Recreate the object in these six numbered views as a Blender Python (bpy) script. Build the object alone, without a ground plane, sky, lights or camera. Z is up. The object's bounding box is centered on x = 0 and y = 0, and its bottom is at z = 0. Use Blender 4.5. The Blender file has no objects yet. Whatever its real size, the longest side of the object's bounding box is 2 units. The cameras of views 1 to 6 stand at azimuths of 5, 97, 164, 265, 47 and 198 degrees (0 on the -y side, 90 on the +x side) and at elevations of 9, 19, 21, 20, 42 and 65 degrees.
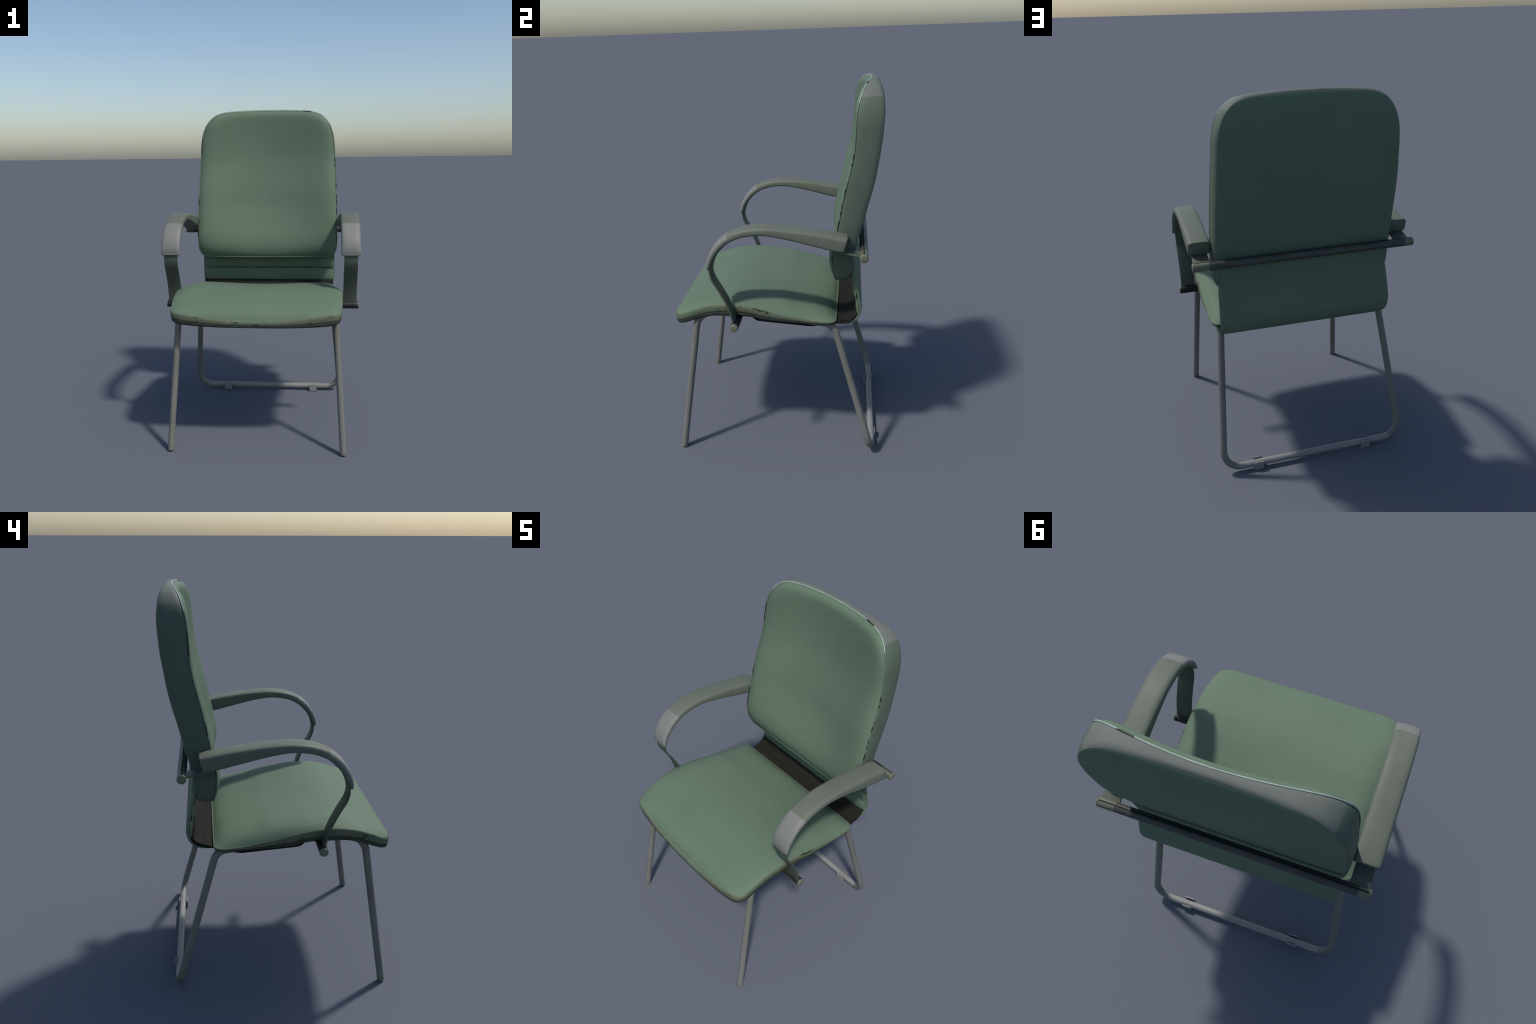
import bpy, math, random
import numpy as np
from mathutils import Vector

random.seed(7)
TAU = 2 * math.pi

# ------------------------------------------------------------------ helpers
def new_object(name, mesh, parent, mats):
    ob = bpy.data.objects.new(name, mesh)
    bpy.context.scene.collection.objects.link(ob)
    ob.parent = parent
    for m in (mats if isinstance(mats, (list, tuple)) else [mats]):
        mesh.materials.append(m)
    return ob

def mesh_from(name, verts, faces, smooth_angle=40, mat_index=None):
    me = bpy.data.meshes.new(name)
    me.from_pydata([tuple(map(float, v)) for v in verts], [], faces)
    if mat_index is not None:
        for p, i in zip(me.polygons, mat_index):
            p.material_index = i
    me.validate()
    import bmesh
    bm = bmesh.new(); bm.from_mesh(me)
    bmesh.ops.recalc_face_normals(bm, faces=bm.faces)
    bm.to_mesh(me); bm.free()
    me.polygons.foreach_set("use_smooth", [True] * len(me.polygons))
    me.set_sharp_from_angle(angle=math.radians(smooth_angle))
    me.update()
    return me

def spline(points, n, closed=False):
    """Centripetal-free Catmull-Rom through control points, resampled evenly."""
    P = np.array(points, float)
    m = len(P)
    out = []
    segs = m if closed else m - 1
    for i in range(segs):
        if closed:
            p0, p1, p2, p3 = P[(i - 1) % m], P[i], P[(i + 1) % m], P[(i + 2) % m]
        else:
            p0 = P[i - 1] if i > 0 else 2 * P[0] - P[1]
            p1, p2 = P[i], P[i + 1]
            p3 = P[i + 2] if i + 2 < m else 2 * P[-1] - P[-2]
        for t in np.linspace(0, 1, 24, endpoint=False):
            out.append(0.5 * (2 * p1 + (p2 - p0) * t + (2 * p0 - 5 * p1 + 4 * p2 - p3) * t * t
                              + (3 * p1 - p0 - 3 * p2 + p3) * t ** 3))
    out.append(P[0] if closed else P[-1])
    out = np.array(out)
    d = np.concatenate([[0], np.cumsum(np.linalg.norm(np.diff(out, axis=0), axis=1))])
    s = np.linspace(0, d[-1], n + (1 if closed else 0))
    res = np.stack([np.interp(s, d, out[:, k]) for k in range(P.shape[1])], axis=1)
    return res[:-1] if closed else res

def curve1(pairs):
    """Smooth interpolation y(x) of control pairs (monotone cubic)."""
    p = sorted(pairs)
    x = np.array([a for a, b in p]); y = np.array([b for a, b in p])
    h = np.diff(x); dl = np.diff(y) / h
    m = np.zeros(len(x)); m[0] = dl[0]; m[-1] = dl[-1]
    for i in range(1, len(x) - 1):
        if dl[i - 1] * dl[i] > 0:
            w1 = 2 * h[i] + h[i - 1]; w2 = h[i] + 2 * h[i - 1]
            m[i] = (w1 + w2) / (w1 / dl[i - 1] + w2 / dl[i])
    def f(v):
        v = np.clip(v, x[0], x[-1])
        i = int(np.clip(np.searchsorted(x, v) - 1, 0, len(h) - 1))
        t = (v - x[i]) / h[i]
        return ((2 * t ** 3 - 3 * t ** 2 + 1) * y[i] + (t ** 3 - 2 * t ** 2 + t) * h[i] * m[i]
                + (-2 * t ** 3 + 3 * t ** 2) * y[i + 1] + (t ** 3 - t ** 2) * h[i] * m[i + 1])
    return f

def softened(f, lo, hi, sigma):
    """Gaussian-smoothed copy of a 1-D curve, so no waves show on the upholstery."""
    xs = np.linspace(lo, hi, 241); ys = np.array([f(x) for x in xs])
    k = np.exp(-.5 * (np.arange(-60, 61) * (xs[1] - xs[0]) / sigma) ** 2); k /= k.sum()
    pad_ = np.concatenate([2 * ys[0] - ys[60:0:-1], ys, 2 * ys[-1] - ys[-2:-62:-1]])
    sm = np.convolve(pad_, k, 'valid')
    return lambda v: float(np.interp(v, xs, sm))

def loft(rings, close_ring=True, cap_start=False, cap_end=False):
    """Rings of equal length -> verts, faces."""
    n = len(rings[0]); verts = []; faces = []
    for r in rings:
        verts += [tuple(p) for p in r]
    for i in range(len(rings) - 1):
        for j in range(n if close_ring else n - 1):
            k = (j + 1) % n
            faces.append((i * n + j, i * n + k, (i + 1) * n + k, (i + 1) * n + j))
    if cap_start: faces.append(tuple(range(n)))
    if cap_end: faces.append(tuple(range((len(rings) - 1) * n, len(rings) * n)))
    return verts, faces

def fillet(points, radii, step=10):
    """Polyline with rounded corners (bent tube axis)."""
    P = [np.array(p, float) for p in points]
    out = [P[0]]
    for i in range(1, len(P) - 1):
        r = radii.get(i, 0)
        if not r:
            out.append(P[i]); continue
        a = P[i - 1] - P[i]; b = P[i + 1] - P[i]
        la, lb = np.linalg.norm(a), np.linalg.norm(b)
        a /= la; b /= lb
        ang = math.acos(np.clip(a @ b, -1, 1))
        t = min(r / math.tan(ang / 2), la * .49, lb * .49)
        for k in range(step + 1):
            u = k / step
            out.append((1 - u) ** 2 * (P[i] + a * t) + 2 * u * (1 - u) * (P[i] + (a + b) * t * .12) + u * u * (P[i] + b * t))
    out.append(P[-1])
    return np.array(out)

def sweep(path, section, up=(1, 0, 0), closed=False, scales=None):
    """Sweep 2-D section (n, b) along a path with parallel transport."""
    P = np.array(path, float); m = len(P)
    T = np.zeros_like(P)
    for i in range(m):
        a = P[(i - 1) % m] if (closed or i > 0) else P[i]
        b = P[(i + 1) % m] if (closed or i < m - 1) else P[i]
        T[i] = (b - a) / np.linalg.norm(b - a)
    u = np.array(up, float); rings = []
    for i in range(m):
        u = u - T[i] * (u @ T[i]); u /= np.linalg.norm(u)
        v = np.cross(T[i], u)
        s = section if scales is None else section * scales[i]
        rings.append([P[i] + u * a + v * b for a, b in s])
    return rings

def circle(r, n=20):
    return np.array([(r * math.cos(TAU * k / n), r * math.sin(TAU * k / n)) for k in range(n)])

def tube(name, path, r, parent, mat, up=(1, 0, 0), n=20, dome=.35):
    """Round tube with softly domed ends."""
    P = np.array(path, float)
    d0 = P[0] - P[1]; d0 /= np.linalg.norm(d0)
    d1 = P[-1] - P[-2]; d1 /= np.linalg.norm(d1)
    e = r * dome
    pre, post, sc0, sc1 = [], [], [], []
    for a in (90, 60, 30):
        c, s = math.cos(math.radians(a)), math.sin(math.radians(a))
        pre.append(P[0] - d0 * e + d0 * e * s); sc0.append(max(.02, 1 - (e / r) * (1 - c)) if a < 90 else 1 - e / r)
        post.insert(0, P[-1] - d1 * e + d1 * e * s); sc1.insert(0, max(.02, 1 - (e / r) * (1 - c)) if a < 90 else 1 - e / r)
    core = [P[0] - d0 * e] + list(P[1:-1]) + [P[-1] - d1 * e]
    path2 = pre + core + post
    sc = sc0 + [1] * len(core) + sc1
    v, f = loft(sweep(path2, circle(r, n), up, scales=sc), True, True, True)
    return new_object(name, mesh_from(name, v, f, 50), parent, mat)

def round_box_section(w, h, r, k=4, across=0):
    """Rounded rectangle; the top edge can get extra points so it can be crowned."""
    pts = []
    for q, (cx, cy, a0) in enumerate(((w / 2 - r, h / 2 - r, 0), (-w / 2 + r, h / 2 - r, 90), (-w / 2 + r, -h / 2 + r, 180), (w / 2 - r, -h / 2 + r, 270))):
        for i in range(k + 1):
            a = math.radians(a0 + 90 * i / k)
            pts.append((cx + r * math.cos(a), cy + r * math.sin(a)))
        if q == 0:
            for i in range(1, across + 1):
                pts.append((cx - 2 * cx * i / (across + 1), h / 2))
    return np.array(pts)

# ---------------------------------------------------------------- materials
def material(name, base, rough=.55, var=.10, scale=6.0, stretch=(1, 1, 1), dark=None, dark_amount=0.0,
             dark_scale=14.0, dark_edge=(.60, .66), bump=.0, bump_scale=180.0, spec=.35, metallic=0.0, tint=None,
             tint_scale=2.5):
    m = bpy.data.materials.new(name); m.use_nodes = True
    nt = m.node_tree; N = nt.nodes; L = nt.links
    b = N["Principled BSDF"]
    b.inputs["Roughness"].default_value = rough
    b.inputs["Specular IOR Level"].default_value = spec
    b.inputs["Metallic"].default_value = metallic
    tc = N.new("ShaderNodeTexCoord"); mp = N.new("ShaderNodeMapping")
    mp.inputs["Scale"].default_value = stretch
    L.new(tc.outputs["Object"], mp.inputs["Vector"])
    def noise(sc, detail=4, rgh=.55):
        n = N.new("ShaderNodeTexNoise"); n.inputs["Scale"].default_value = sc
        n.inputs["Detail"].default_value = detail; n.inputs["Roughness"].default_value = rgh
        L.new(mp.outputs["Vector"], n.inputs["Vector"]); return n
    n1 = noise(scale)
    ramp = N.new("ShaderNodeValToRGB")
    lo = [c * (1 - var) for c in base]; hi = [c * (1 + var) for c in base]
    ramp.color_ramp.elements[0].position = .32; ramp.color_ramp.elements[0].color = (*lo, 1)
    ramp.color_ramp.elements[1].position = .68; ramp.color_ramp.elements[1].color = (*hi, 1)
    L.new(n1.outputs["Fac"], ramp.inputs["Fac"])
    col = ramp.outputs["Color"]
    if tint:
        n2 = noise(tint_scale, 3)
        r2 = N.new("ShaderNodeValToRGB")
        r2.color_ramp.elements[0].position = .45; r2.color_ramp.elements[0].color = (0, 0, 0, 1)
        r2.color_ramp.elements[1].position = .65; r2.color_ramp.elements[1].color = (1, 1, 1, 1)
        L.new(n2.outputs["Fac"], r2.inputs["Fac"])
        mx = N.new("ShaderNodeMix"); mx.data_type = 'RGBA'
        L.new(r2.outputs["Color"], mx.inputs["Factor"])
        L.new(col, mx.inputs["A"]); mx.inputs["B"].default_value = (*tint, 1)
        col = mx.outputs["Result"]
    if dark:
        n3 = noise(dark_scale, 5, .6)
        r3 = N.new("ShaderNodeValToRGB")
        r3.color_ramp.elements[0].position = dark_edge[0]; r3.color_ramp.elements[0].color = (0, 0, 0, 1)
        r3.color_ramp.elements[1].position = dark_edge[1]; r3.color_ramp.elements[1].color = (dark_amount,) * 3 + (1,)
        L.new(n3.outputs["Fac"], r3.inputs["Fac"])
        mx = N.new("ShaderNodeMix"); mx.data_type = 'RGBA'
        L.new(r3.outputs["Color"], mx.inputs["Factor"])
        L.new(col, mx.inputs["A"]); mx.inputs["B"].default_value = (*dark, 1)
        col = mx.outputs["Result"]
    L.new(col, b.inputs["Base Color"])
    if bump:
        nb = noise(bump_scale, 2)
        bp = N.new("ShaderNodeBump"); bp.inputs["Strength"].default_value = bump
        bp.inputs["Distance"].default_value = .002
        L.new(nb.outputs["Fac"], bp.inputs["Height"]); L.new(bp.outputs["Normal"], b.inputs["Normal"])
    return m

GREEN = (.110, .159, .111)
M_green = material("green_vinyl", GREEN, .6, .035, 4, bump=.10, spec=.12)
M_strip = material("boxing_vinyl", (.082, .110, .083), .6, .07, 7, stretch=(1, 1, .6), dark=(.02, .025, .02), dark_amount=.8,  # green darkened partway toward the shade baked on the band
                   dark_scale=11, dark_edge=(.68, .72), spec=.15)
M_strip_pale = material("boxing_vinyl_pale", (.124, .138, .122), .6, .05, 9, spec=.12)  # lighter copy carrying the baked light band at the top
M_band = material("seat_band_vinyl", (.108, .122, .078), .6, .10, 9, stretch=(1, 1, 2.5), dark=(.012, .016, .012), dark_amount=.92,
                  dark_scale=17, dark_edge=(.60, .66), spec=.15, tint=(.095, .132, .090), tint_scale=4)
M_lip = material("dark_edge_trim", (.026, .034, .025), .55, .3, 14, dark=(.11, .13, .09), dark_amount=.7, dark_scale=13,
                 dark_edge=(.63, .70), stretch=(1, 1, 3))
M_pipe = material("pale_piping", (.30, .36, .32), .45, .15, 12, dark=(.008, .010, .008), dark_amount=.97, dark_scale=9,
                  dark_edge=(.63, .67))
M_pipe_low = material("worn_piping", (.12, .16, .12), .5, .2, 12, dark=(.008, .010, .008), dark_amount=.97, dark_scale=12,
                  dark_edge=(.51, .55))
M_brown = material("dark_brown_gusset", (.0165, .017, .0135), .7, .16, 5, stretch=(.5, 6, 6), spec=.05)
M_pad = material("armrest_pad", (.116, .132, .105), .5, .05, 5, dark=(.015, .018, .014), dark_amount=.85, dark_scale=8,
                 dark_edge=(.73, .76), spec=.15)
M_pad_baked_sun = material("armrest_pad_baked_sun", (.174, .177, .166), .5, .04, 6, spec=.2)  # pad grey brightened for sun falling on the front curve
M_strap = material("painted_steel_strap", (.064, .079, .058), .5, .12, 6, spec=.4)
M_tube = material("grey_steel_tube", (.150, .152, .132), .45, .08, 5, dark=(.03, .032, .028), dark_amount=.8, dark_scale=8,
                  dark_edge=(.74, .77), tint=(.165, .163, .152), tint_scale=2.2, spec=.25)
M_tube_pale = material("sun_lightened_bar", (.215, .212, .200), .42, .08, 7, spec=.3)
M_bar = material("dark_olive_steel", (.044, .048, .041), .45, .18, 12, dark=(.018, .020, .016), dark_amount=.7, dark_scale=16,  # olive darkened for the cushion's shadow over the rear bar
                 dark_edge=(.56, .66), spec=.4)
M_bar_front = material("near_black_steel", (.017, .019, .015), .5, .2, 12, spec=.3)
M_cap = material("olive_end_cap", (.125, .136, .092), .5, .12, 18, dark=(.03, .03, .02), dark_amount=.7, dark_scale=30,
                 dark_edge=(.62, .68))
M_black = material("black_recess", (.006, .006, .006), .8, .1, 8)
M_glide = material("grey_plastic_glide", (.20, .20, .20), .6, .06, 20)

# --------------------------------------------------------------------- root
chair = bpy.data.objects.new("office_chair", None)
bpy.context.scene.collection.objects.link(chair)
chair["label"] = "green vinyl conference chair with curved armrests and steel legs"
chair["category"] = "chair"
chair.rotation_euler = (0, 0, math.radians(-.5))

# ---------------------------------------------------------------- backrest
def mirror_outline(half, n):
    """half: (x>=0, z) points from top centre round to bottom centre."""
    full = list(half) + [(-x, z) for x, z in reversed(half[1:-1])]
    return spline(full, n, closed=True)

NB = 240
SEAM_HALF = [(0, 1.992), (.12, 1.991), (.22, 1.987), (.297, 1.979), (.356, 1.960), (.399, 1.921), (.427, 1.868), (.444, 1.80),
             (.452, 1.70), (.458, 1.58), (.463, 1.45), (.467, 1.30), (.468, 1.18), (.466, 1.09), (.457, 1.048),
             (.436, 1.022), (.40, 1.013), (.30, 1.010), (.15, 1.009), (0, 1.008)]
REAR_HALF = [(0, 1.990), (.12, 1.989), (.22, 1.984), (.297, 1.977), (.355, 1.957), (.397, 1.918), (.424, 1.865), (.440, 1.80),
             (.447, 1.70), (.453, 1.58), (.457, 1.45), (.459, 1.30), (.461, 1.18), (.458, 1.09), (.449, 1.055),
             (.43, 1.030), (.40, 1.022), (.30, 1.020), (.15, 1.019), (0, 1.018)]
seam_xz = mirror_outline(SEAM_HALF, NB)
rear_xz = mirror_outline(REAR_HALF, NB)
seam_y = curve1([(1.0, .336), (1.02, .328), (1.05, .318), (1.10, .309), (1.15, .308), (1.20, .318), (1.28, .333), (1.34, .347),
                 (1.41, .358), (1.46, .368), (1.53, .387), (1.61, .406), (1.67, .418), (1.74, .423), (1.80, .425), (1.86, .427),
                 (1.905, .430), (1.95, .441), (2.0, .446)])
rear_y = curve1([(1.0, .395), (1.03, .403), (1.06, .408), (1.11, .412), (1.16, .418), (1.22, .430), (1.28, .447), (1.35, .465),
                 (1.41, .480), (1.49, .502), (1.57, .519), (1.64, .530), (1.72, .542), (1.80, .549), (1.87, .553), (1.93, .549),
                 (1.96, .544), (2.0, .536)])
seam_y = softened(seam_y, 1.0, 2.0, .040)
wide = curve1([(1.0, .46), (1.3, .465), (1.6, .455), (1.8, .44), (2.0, .43)])
hollow = curve1([(1.0, .0), (1.1, .042), (1.2, .070), (1.35, .087), (1.5, .088), (1.65, .083), (1.8, .078), (1.92, .068), (2.0, .058)])
crown = curve1([(1.0, .030), (1.10, .034), (1.30, .040), (1.55, .042), (1.75, .036), (1.88, .029), (1.94, .030), (2.0, .040)])
hollow = softened(hollow, 1.0, 2.0, .05)
crown = softened(crown, 1.0, 2.0, .05)

def front_y(x, z, s):
    u = min(1, abs(x) / wide(z))
    k = min(1, max(0, (z - 1.80) / .15)); k = k * k * (3 - 2 * k)
    return seam_y(z) + hollow(z) * (1 - u ** 1.9) - crown(z) * (1 - s ** (12 + 22 * k))

C = np.array([0, 1.5])
front_rings = []
for s in [.02] + list(np.linspace(.1, .8, 10)) + [.84, .88, .91, .94, .96, .97, .98, .987, .993, .997, 1.0]:
    ring = []
    for p in seam_xz:
        x, z = C + s * (p - C)
        ring.append((x, front_y(x, z, s), z))
    front_rings.append(ring)
backrest = bpy.data.objects.new("backrest", None)
bpy.context.scene.collection.objects.link(backrest); backrest.parent = chair
backrest.location.x = -.0025

v, f = loft(front_rings, True, True)
new_object("back_cushion", mesh_from("back_cushion", v, f, 60), backrest, M_green)

seam3 = np.array(front_rings[-1])
rear3 = np.array([(p[0], rear_y(p[1]), p[1]) for p in rear_xz])
def outward(i, pts):
    a = pts[(i - 1) % len(pts)]; b = pts[(i + 1) % len(pts)]
    t = np.array([b[0] - a[0], b[2] - a[2]]); t /= np.linalg.norm(t)
    n = np.array([t[1], -t[0]])
    c = np.array([pts[i][0], pts[i][2] - 1.5])
    return n if n @ c > 0 else -n
side_rings = []
SEG = [0, .06, .15, .3, .45, .6, .75, .88, .95, 1.0]
for t in SEG:
    ring = []
    for i in range(NB):
        n = outward(i, seam3)
        p = seam3[i] * (1 - t) + rear3[i] * t
        bulge = .0085 * (1 - abs(2 * t - 1) ** 4)
        ring.append((p[0] + n[0] * bulge, p[1], p[2] + n[1] * bulge))
    side_rings.append(ring)
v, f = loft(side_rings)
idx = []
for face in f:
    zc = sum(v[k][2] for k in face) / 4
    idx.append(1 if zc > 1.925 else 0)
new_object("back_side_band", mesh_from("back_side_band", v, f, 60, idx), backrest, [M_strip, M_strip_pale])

rear_rings = []
for s in [1.0, .992, .98, .96, .93, .88, .8, .65, .5, .35, .2, .08, .02]:
    ring = []
    for p in rear_xz:
        x, z = C + s * (p - C)
        ring.append((x, rear_y(z) + .008 * (1 - s ** 34), z))
    rear_rings.append(ring)
v, f = loft(rear_rings, True, False, True)
new_object("back_rear_cover", mesh_from("back_rear_cover", v, f, 60), backrest, M_green)

# piping that follows the seam: pale over the top, worn along the sides
pipe_pts = []
for i in range(NB):
    n = outward(i, seam3)
    pipe_pts.append(seam3[i] + np.array([n[0] * .0015, -.0015, n[1] * .0015]))
v, f = loft(sweep(np.array(pipe_pts + [pipe_pts[0]])[:-1], circle(.0030, 8), (0, 1, 0), closed=True), True)
n = 8
f += [((NB - 1) * n + j, (NB - 1) * n + (j + 1) % n, (j + 1) % n, j) for j in range(n)]
idx = []
for face in f:
    zc = sum(v[k][2] for k in face) / 4
    idx.append(0 if zc > 1.90 else (1 if zc > 1.05 else 2))
new_object("piping", mesh_from("piping", v, f, 60, idx), backrest, [M_pipe, M_pipe_low, M_green])

# ------------------------------------------------------- lower back (lumbar)
lumbar = bpy.data.objects.new("lower_back", None)
bpy.context.scene.collection.objects.link(lumbar); lumbar.parent = chair
OUTER = [(.427, 1.205), (.424, 1.15), (.425, 1.10), (.429, 1.05), (.436, 1.01), (.445, .97), (.454, .93), (.461, .89), (.462, .858),
         (.456, .828), (.441, .799), (.417, .778), (.388, .769), (.350, .768), (.316, .770)]
INNER = [(.316, .778), (.350, .777), (.386, .779), (.410, .788), (.428, .807), (.441, .835), (.445, .87), (.439, .92), (.430, .96), (.420, 1.0),
         (.413, 1.05), (.410, 1.10), (.408, 1.15), (.407, 1.20)]
sec = np.vstack([spline(OUTER, 44), spline(INNER, 36)])
half_w = curve1([(.775, .434), (.785, .442), (.80, .449), (.83, .455), (.88, .459), (.95, .457), (1.04, .452), (1.12, .436), (1.22, .43)])
st = [-1, -.997, -.985, -.96, -.9] + list(np.linspace(-.8, .8, 17)) + [.9, .96, .985, .997, 1]
rings = []
cy = .0
for s in st:
    e = max(0, (abs(s) - .96) / .04)
    ring = []
    for k, (y, z) in enumerate(sec):
        # thin the wall into a rounded edge at both ends
        o = sec[k]
        x = s * half_w(z) * 1.0
        ring.append((x, y - (.004 * e * e if k < 44 else -.004 * e * e), z))
    rings.append(ring)
v, f = loft(rings, True, True, True)
new_object("lower_back_shell", mesh_from("lower_back_shell", v, f, 45), lumbar, M_green)

def roll(z0, z1, depth, y0=.432):
    """One horizontal stuffed fold of the lumbar panel."""
    rings = []
    zc, hz = (z0 + z1) / 2, (z1 - z0) / 2
    for s in np.concatenate([[-1, -.995, -.985, -.97, -.94], np.linspace(-.88, .88, 21), [.94, .97, .985, .995, 1]]):
        e = (1 - abs(s) ** 14) ** .5
        ring = []
        for k in range(24):
            a = TAU * k / 24
            c, q = math.cos(a), math.sin(a)
            dy = -depth * (.25 + .75 * e) * (max(0, c) ** .75)
            wob = .0012 * math.sin(23 * s + 9 * zc) + .0008 * math.sin(51 * s + 4 * zc)
            ring.append((s * .450, y0 + dy + (-.008 if c < 0 else 0), zc + hz * np.sign(q) * abs(q) ** .8 + wob * (c > 0)))
        rings.append(ring)
    return loft(rings, True, True, True)
for z0, z1, d, y0 in ((.826, .9215, .020, .449), (.9205, 1.0015, .023, .437), (1.0005, 1.075, .018, .421)):
    v, f = roll(z0, z1, d, y0)
    new_object("lumbar_fold", mesh_from("lumbar_fold", v, f, 60), lumbar, M_green)

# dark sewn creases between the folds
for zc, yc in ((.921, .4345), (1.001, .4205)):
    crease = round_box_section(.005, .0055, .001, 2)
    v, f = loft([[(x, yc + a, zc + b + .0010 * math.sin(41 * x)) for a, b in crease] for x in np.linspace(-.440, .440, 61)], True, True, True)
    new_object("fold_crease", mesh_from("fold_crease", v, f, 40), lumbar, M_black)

G = spline([(.446, .840), (.437, .836), (.430, .826), (.420, .815), (.405, .806), (.384, .798), (.358, .792), (.340, .786), (.318, .780)], 26)
g2 = np.vstack([G, [(.318, .774), (.36, .777), (.402, .784), (.432, .81), (.443, .84)]])
rings = [[(s * half_w(max(z, .82)) * .985, y, z + .0012 * math.sin(17 * s + 60 * y)) for y, z in g2] for s in np.linspace(-1, 1, 25)]
v, f = loft(rings, True, True, True)
new_object("gusset", mesh_from("gusset", v, f, 45), lumbar, M_brown)

# --------------------------------------------------------------------- seat
SX = -.014     # the under-frame and seat sit a little to one side
seat = bpy.data.objects.new("seat", None)
bpy.context.scene.collection.objects.link(seat); seat.parent = chair
SEAT_HALF = [(0, -.554), (.15, -.552), (.28, -.547), (.38, -.539), (.438, -.528), (.468, -.508), (.480, -.480), (.485, -.43), (.490, -.33),
             (.495, -.18), (.496, 0), (.494, .15), (.490, .26), (.482, .306), (.462, .324), (.42, .328), (.28, .329), (0, .330)]
NS = 260
seat_xy = spline(SEAT_HALF + [(-x, y) for x, y in reversed(SEAT_HALF[1:-1])], NS, closed=True)
ridge_mid = curve1([(-.552, .786), (-.545, .806), (-.53, .828), (-.50, .851), (-.45, .871), (-.38, .889), (-.30, .904), (-.22, .908),
                    (-.14, .903), (-.05, .891), (.05, .876), (.13, .858), (.20, .842), (.26, .826), (.29, .816), (.312, .805), (.328, .792)])
ridge_side = curve1([(-.552, .790), (-.54, .812), (-.525, .828), (-.50, .845), (-.45, .862), (-.38, .882), (-.30, .904), (-.22, .911),
                (-.14, .911), (-.05, .903), (.05, .890), (.13, .868), (.20, .853), (.26, .836), (.29, .823), (.312, .808), (.328, .796)])
side_z = curve1([(-.552, .798), (-.52, .812), (-.44, .845), (-.35, .874), (-.25, .886), (-.17, .882), (-.05, .860), (.04, .839), (.11, .825),
                 (.20, .806), (.29, .796), (.328, .794)])
plan_w = curve1([(-.554, .462), (-.5, .475), (-.43, .485), (-.33, .490), (-.18, .495), (0, .496), (.15, .494), (.26, .490), (.33, .482)])
def seat_top(x, y):
    u = min(1, abs(x) / plan_w(y))
    k = min(1, u / .92); k = k * k * (3 - 2 * k)
    z = ridge_mid(y) * (1 - k) + ridge_side(y) * k
    z = z - max(0, z - side_z(y)) * u ** 12
    fr = max(0, min(1, (-.44 - y) / .11))
    return z - .006 * fr * fr * (1 - u ** 2)
C2 = np.array([0, -.10])
rings = []
for s in [.02] + list(np.linspace(.1, .8, 12)) + [.84, .88, .91, .935, .955, .97, .982, .991, .997, 1]:
    ring = []
    for p in seat_xy:
        x, y = C2 + s * (p - C2)
        ring.append((x + SX, y, seat_top(x, y)))
    rings.append(ring)
v, f = loft(rings, True, True)
new_object("seat_cushion", mesh_from("seat_cushion", v, f, 60), seat, M_green)
edge = np.array(rings[-1])

bottom_z = curve1([(-.552, .740), (-.535, .750), (-.51, .759), (-.48, .767), (-.40, .796), (-.36, .808), (-.27, .821), (-.19, .821), (-.10, .813), (-.05, .800),
                   (.12, .787), (.29, .777), (.328, .776)])
def band_point(i, t, off):
    p = edge[i]
    a, b = seat_xy[(i - 1) % NS], seat_xy[(i + 1) % NS]
    d = (b - a) / np.linalg.norm(b - a); nrm = np.array([d[1], -d[0]])
    if nrm @ (seat_xy[i] - C2) < 0: nrm = -nrm
    zb = min(bottom_z(p[1]), p[2] - .012)
    return (p[0] + nrm[0] * off, p[1] + nrm[1] * off, p[2] * (1 - t) + zb * t)
rows = [(0, 0), (.04, .0035), (.14, .0055), (.32, .006), (.50, .005), (.60, .003), (.64, -.001)]
rings = [[band_point(i, t, o) for i in range(NS)] for t, o in rows]
v, f = loft(rings)
idx = [1 if sum(v[k][1] for k in face) / 4 > .312 else 0 for face in f]
new_object("seat_side_band", mesh_from("seat_side_band", v, f, 50, idx), seat, [M_band, M_green])
rows = [(.62, -.004), (.64, .0015), (.72, .003), (.84, .002), (.94, -.002), (1.0, -.010), (1.03, -.03)]
rings = [[band_point(i, t, o) for i in range(NS)] for t, o in rows]
last = np.array(rings[-1])
for s in (.8, .5, .1):
    ring = []
    for i in range(NS):
        x = last[i][0] * s; y = C2[1] + (last[i][1] - C2[1]) * s
        ring.append((x, y, bottom_z(y) + .003))
    rings.append(ring)
v, f = loft(rings, True, False, True)
new_object("seat_under_shell", mesh_from("seat_under_shell", v, f, 50), seat, M_lip)

# dark pan plate under the rear half of the seat
plate = spline([(-.115, .806), (-.09, .785), (-.05, .779), (.10, .766), (.27, .752), (.295, .760), (.30, .776)], 26)
top = [(.29, .786), (.1, .796), (-.05, .808)]
secp = np.vstack([plate, top])
rings = [[(SX + s * (.464 if y < .2 else .464 - (y - .2) * .5), y, z) for y, z in secp] for s in (-1, -.97, -.5, 0, .5, .97, 1)]
v, f = loft(rings, True, True, True)
new_object("seat_pan", mesh_from("seat_pan", v, f, 35), seat, M_black)

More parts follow.
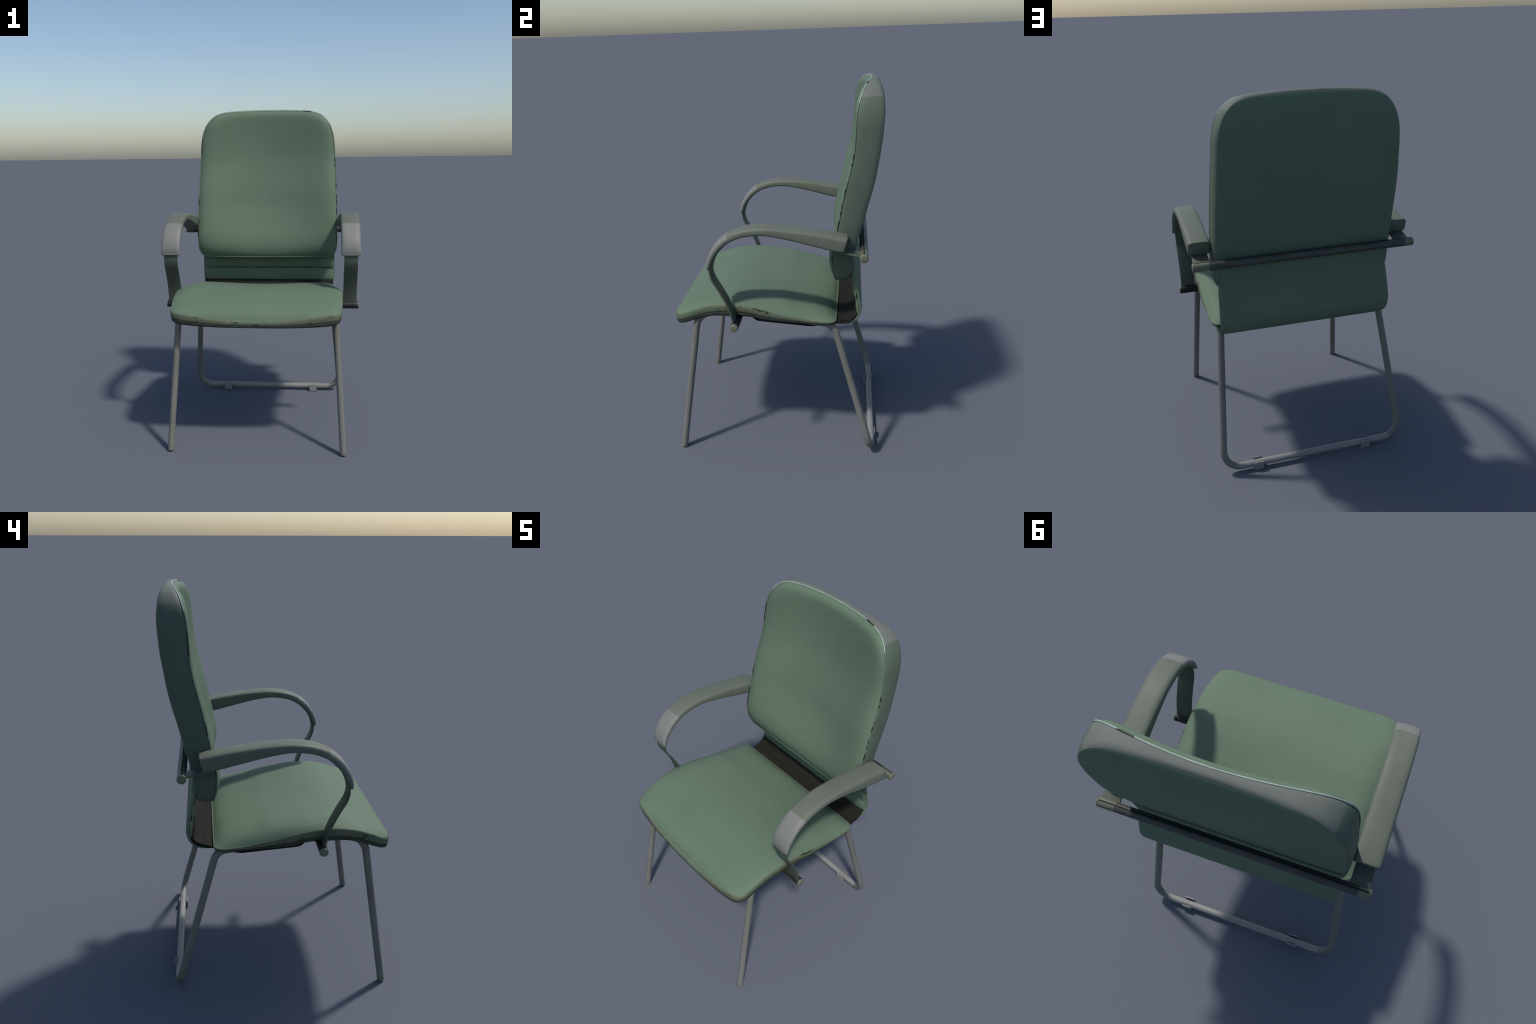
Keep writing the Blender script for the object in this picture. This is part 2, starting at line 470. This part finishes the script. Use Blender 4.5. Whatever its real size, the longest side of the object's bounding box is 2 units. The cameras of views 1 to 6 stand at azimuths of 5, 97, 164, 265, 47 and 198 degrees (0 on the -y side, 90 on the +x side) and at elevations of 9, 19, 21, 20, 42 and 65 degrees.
# --------------------------------------------------------------- leg frame
frame = bpy.data.objects.new("leg_frame", None)
bpy.context.scene.collection.objects.link(frame); frame.parent = chair
R = .018
R = .0185
axis = [(.497, -.532, .0022), (.4505, -.408, .822), (.441, -.06, .816), (.450, .318, .764), (.513, .526, .030)]
full = [(SX + .0015 + x, y, z) for x, y, z in axis] + [(SX + .0015 - x, y, z) for x, y, z in reversed(axis)]
path = fillet(full, {1: .085, 3: .06, 4: .085, 5: .085, 6: .06, 8: .085}, 12)
dense = [path[0]]
for a_, b_ in zip(path[:-1], path[1:]):           # even subdivision of the long straight stretches
    k_ = max(1, int(np.linalg.norm(b_ - a_) / .04))
    dense += [a_ + (b_ - a_) * (q + 1) / k_ for q in range(k_)]
path = np.array(dense)
bent = tube("bent_tube", path, R, frame, M_tube, up=(1, 0, 0), n=24, dome=.25)
bent.data.materials.append(M_tube_pale)          # rear floor bar gets a grey lightened to its sunlit tone
for p in bent.data.polygons:
    if p.center.z < .06 and p.center.y > .46 and abs(p.center.x - SX) < .44:
        p.material_index = 1

for cx in (.309, -.309):
    w = .052
    outer = [(-.0275, .0), (.0275, .0), (.0275, .046), (.021, .047), (.021, .010), (-.021, .010), (-.021, .047), (-.0275, .046)]
    rings = [[(cx + sx * w / 2, .5225 + y, z) for y, z in outer] for sx in (-1, 1)]
    v, f = loft(rings, True, False, False)
    n8 = 8
    for b in (0, 8):
        f += [(b + 0, b + 1, b + 4, b + 5), (b + 1, b + 2, b + 3, b + 4), (b + 0, b + 5, b + 6, b + 7)]
    ob = new_object("floor_glide", mesh_from("floor_glide", v, f, 30), frame, M_glide)
    bv = ob.modifiers.new("soft_edge", 'BEVEL'); bv.width = .0012; bv.segments = 2; bv.limit_method = 'ANGLE'

# ------------------------------------------------------------- cross bars
RB = .0215
def bar(name, x0, x1, y, z, mat):
    ob = tube(name, [(x0, y, z)] + [(x, y, z) for x in np.linspace(x0 + .03, x1 - .03, 24)] + [(x1, y, z)], RB, chair, mat, up=(0, 1, 0), n=32, dome=.3)
    for x, sgn in ((x0, -1), (x1, 1)):
        pth = [(x - sgn * .012, y, z), (x - sgn * .006, y, z), (x + sgn * .0012, y, z)]
        cap = tube("end_cap", pth, RB + .0006, ob, M_cap, up=(0, 1, 0), n=32, dome=.35)
    return ob
rear_bar = bar("rear_bar", -.581, .581, .468, 1.1825, M_bar)
bar("front_bar", -.583, .583, -.189, .797, M_bar_front)
# sunlit ends of the rear bar, modelled as lighter shells, and the slot along its top
for sgn in (-1, 1):
    pth = [(sgn * .574, .468, 1.1825), (sgn * .55, .468, 1.1825), (sgn * (.50 if sgn > 0 else .53), .468, 1.1825)]
    v, f = loft(sweep(pth, circle(RB + .0004, 32), (0, 1, 0)), True, True, True)
    new_object("bar_end_baked_light", mesh_from("bar_end_baked_light", v, f, 50), rear_bar, M_cap)
sl = round_box_section(.0065, .010, .001, 2)
v, f = loft([[(x, .468 + a, 1.1825 + RB - .0036 + b) for a, b in sl] for x in np.linspace(-.572, .572, 9)], True, True, True)
new_object("slot", mesh_from("slot", v, f, 40), rear_bar, M_black)

# ---------------------------------------------------------------- armrests
PAD_TOP = [(.382, 1.276), (.27, 1.297), (.126, 1.318), (.017, 1.328), (-.056, 1.328), (-.13, 1.317), (-.195, 1.292), (-.249, 1.252),
           (-.286, 1.205), (-.304, 1.168), (-.313, 1.140), (-.313, 1.121)]
PAD_BOT = [(.364, 1.211), (.296, 1.224), (.218, 1.244), (.139, 1.264), (.06, 1.282), (-.019, 1.294), (-.083, 1.292), (-.14, 1.281),
           (-.196, 1.256), (-.239, 1.222), (-.265, 1.190), (-.283, 1.158), (-.294, 1.133), (-.302, 1.117)]
NP = 90
pt, pb = spline(PAD_TOP, NP), spline(PAD_BOT, NP)
def pad_mesh(side):
    rings = []
    w = .112
    for i in range(NP):
        T, B = pt[i], pb[i]
        h = np.linalg.norm(T - B); d = (T - B) / h; c = (T + B) / 2
        r = min(.012, h * .38)
        sect = round_box_section(w, h, r, 4, 7)
        ring = []
        for a, b in sect:
            crown_ = .0075 * (1 - abs(2 * a / w) ** 4) * min(1, (NP - 1 - i) / 7 + .25) if b > 0 else 0
            q = c + d * (b + crown_)
            ring.append((side * .5285 + a, q[0], q[1]))
        rings.append(ring)
    # rounded end blocks
    def shrink(ring, k, shift):
        rr = np.array(ring); cc = rr.mean(axis=0)
        return [tuple(cc + (p - cc) * k + shift) for p in rr]
    s0 = np.array([0, .003, -.0006]); s1 = np.array([0, -.0005, -.003])
    rings = [shrink(rings[0], .88, s0 * 2), shrink(rings[0], .965, s0 * 1.4)] + rings + [shrink(rings[-1], .95, s1 * 1.2), shrink(rings[-1], .84, s1 * 1.9)]
    v, f = loft(rings, True, True, True)
    n = len(rings[0]); idx = []
    i_baked_sun = 2 + int(np.argmax(pt[:, 0] < -.197))
    for k, face in enumerate(f):
        i, j = divmod(k, n)
        top = j < 16
        y = sum(v[q][1] for q in face) / len(face)
        idx.append(1 if (top and i >= i_baked_sun and k < len(f) - 2) else 0)
    return mesh_from("armrest_pad", v, f, 50, idx)

strap_yz = [(.462, 1.186), (.42, 1.194), (.37, 1.2055)] + [(y, z + .004) for y, z in PAD_BOT[1:9]] + \
           [(-.239, 1.224), (-.266, 1.190), (-.285, 1.155), (-.297, 1.118), (-.299, 1.085), (-.288, 1.046), (-.259, .995), (-.226, .929),
            (-.207, .875), (-.197, .830), (-.191, .797)]
strap_path = spline(strap_yz, 120)
for side in (1, -1):
    arm = bpy.data.objects.new("armrest", None)
    bpy.context.scene.collection.objects.link(arm); arm.parent = chair
    new_object("arm_pad", pad_mesh(side), arm, [M_pad, M_pad_baked_sun])
    P3 = [(side * .5295, y, z) for y, z in strap_path]
    v, f = loft(sweep(P3, round_box_section(.080, .0095, .003, 3), (1, 0, 0)), True, True, True)
    new_object("arm_strap", mesh_from("arm_strap", v, f, 45), arm, M_strap)
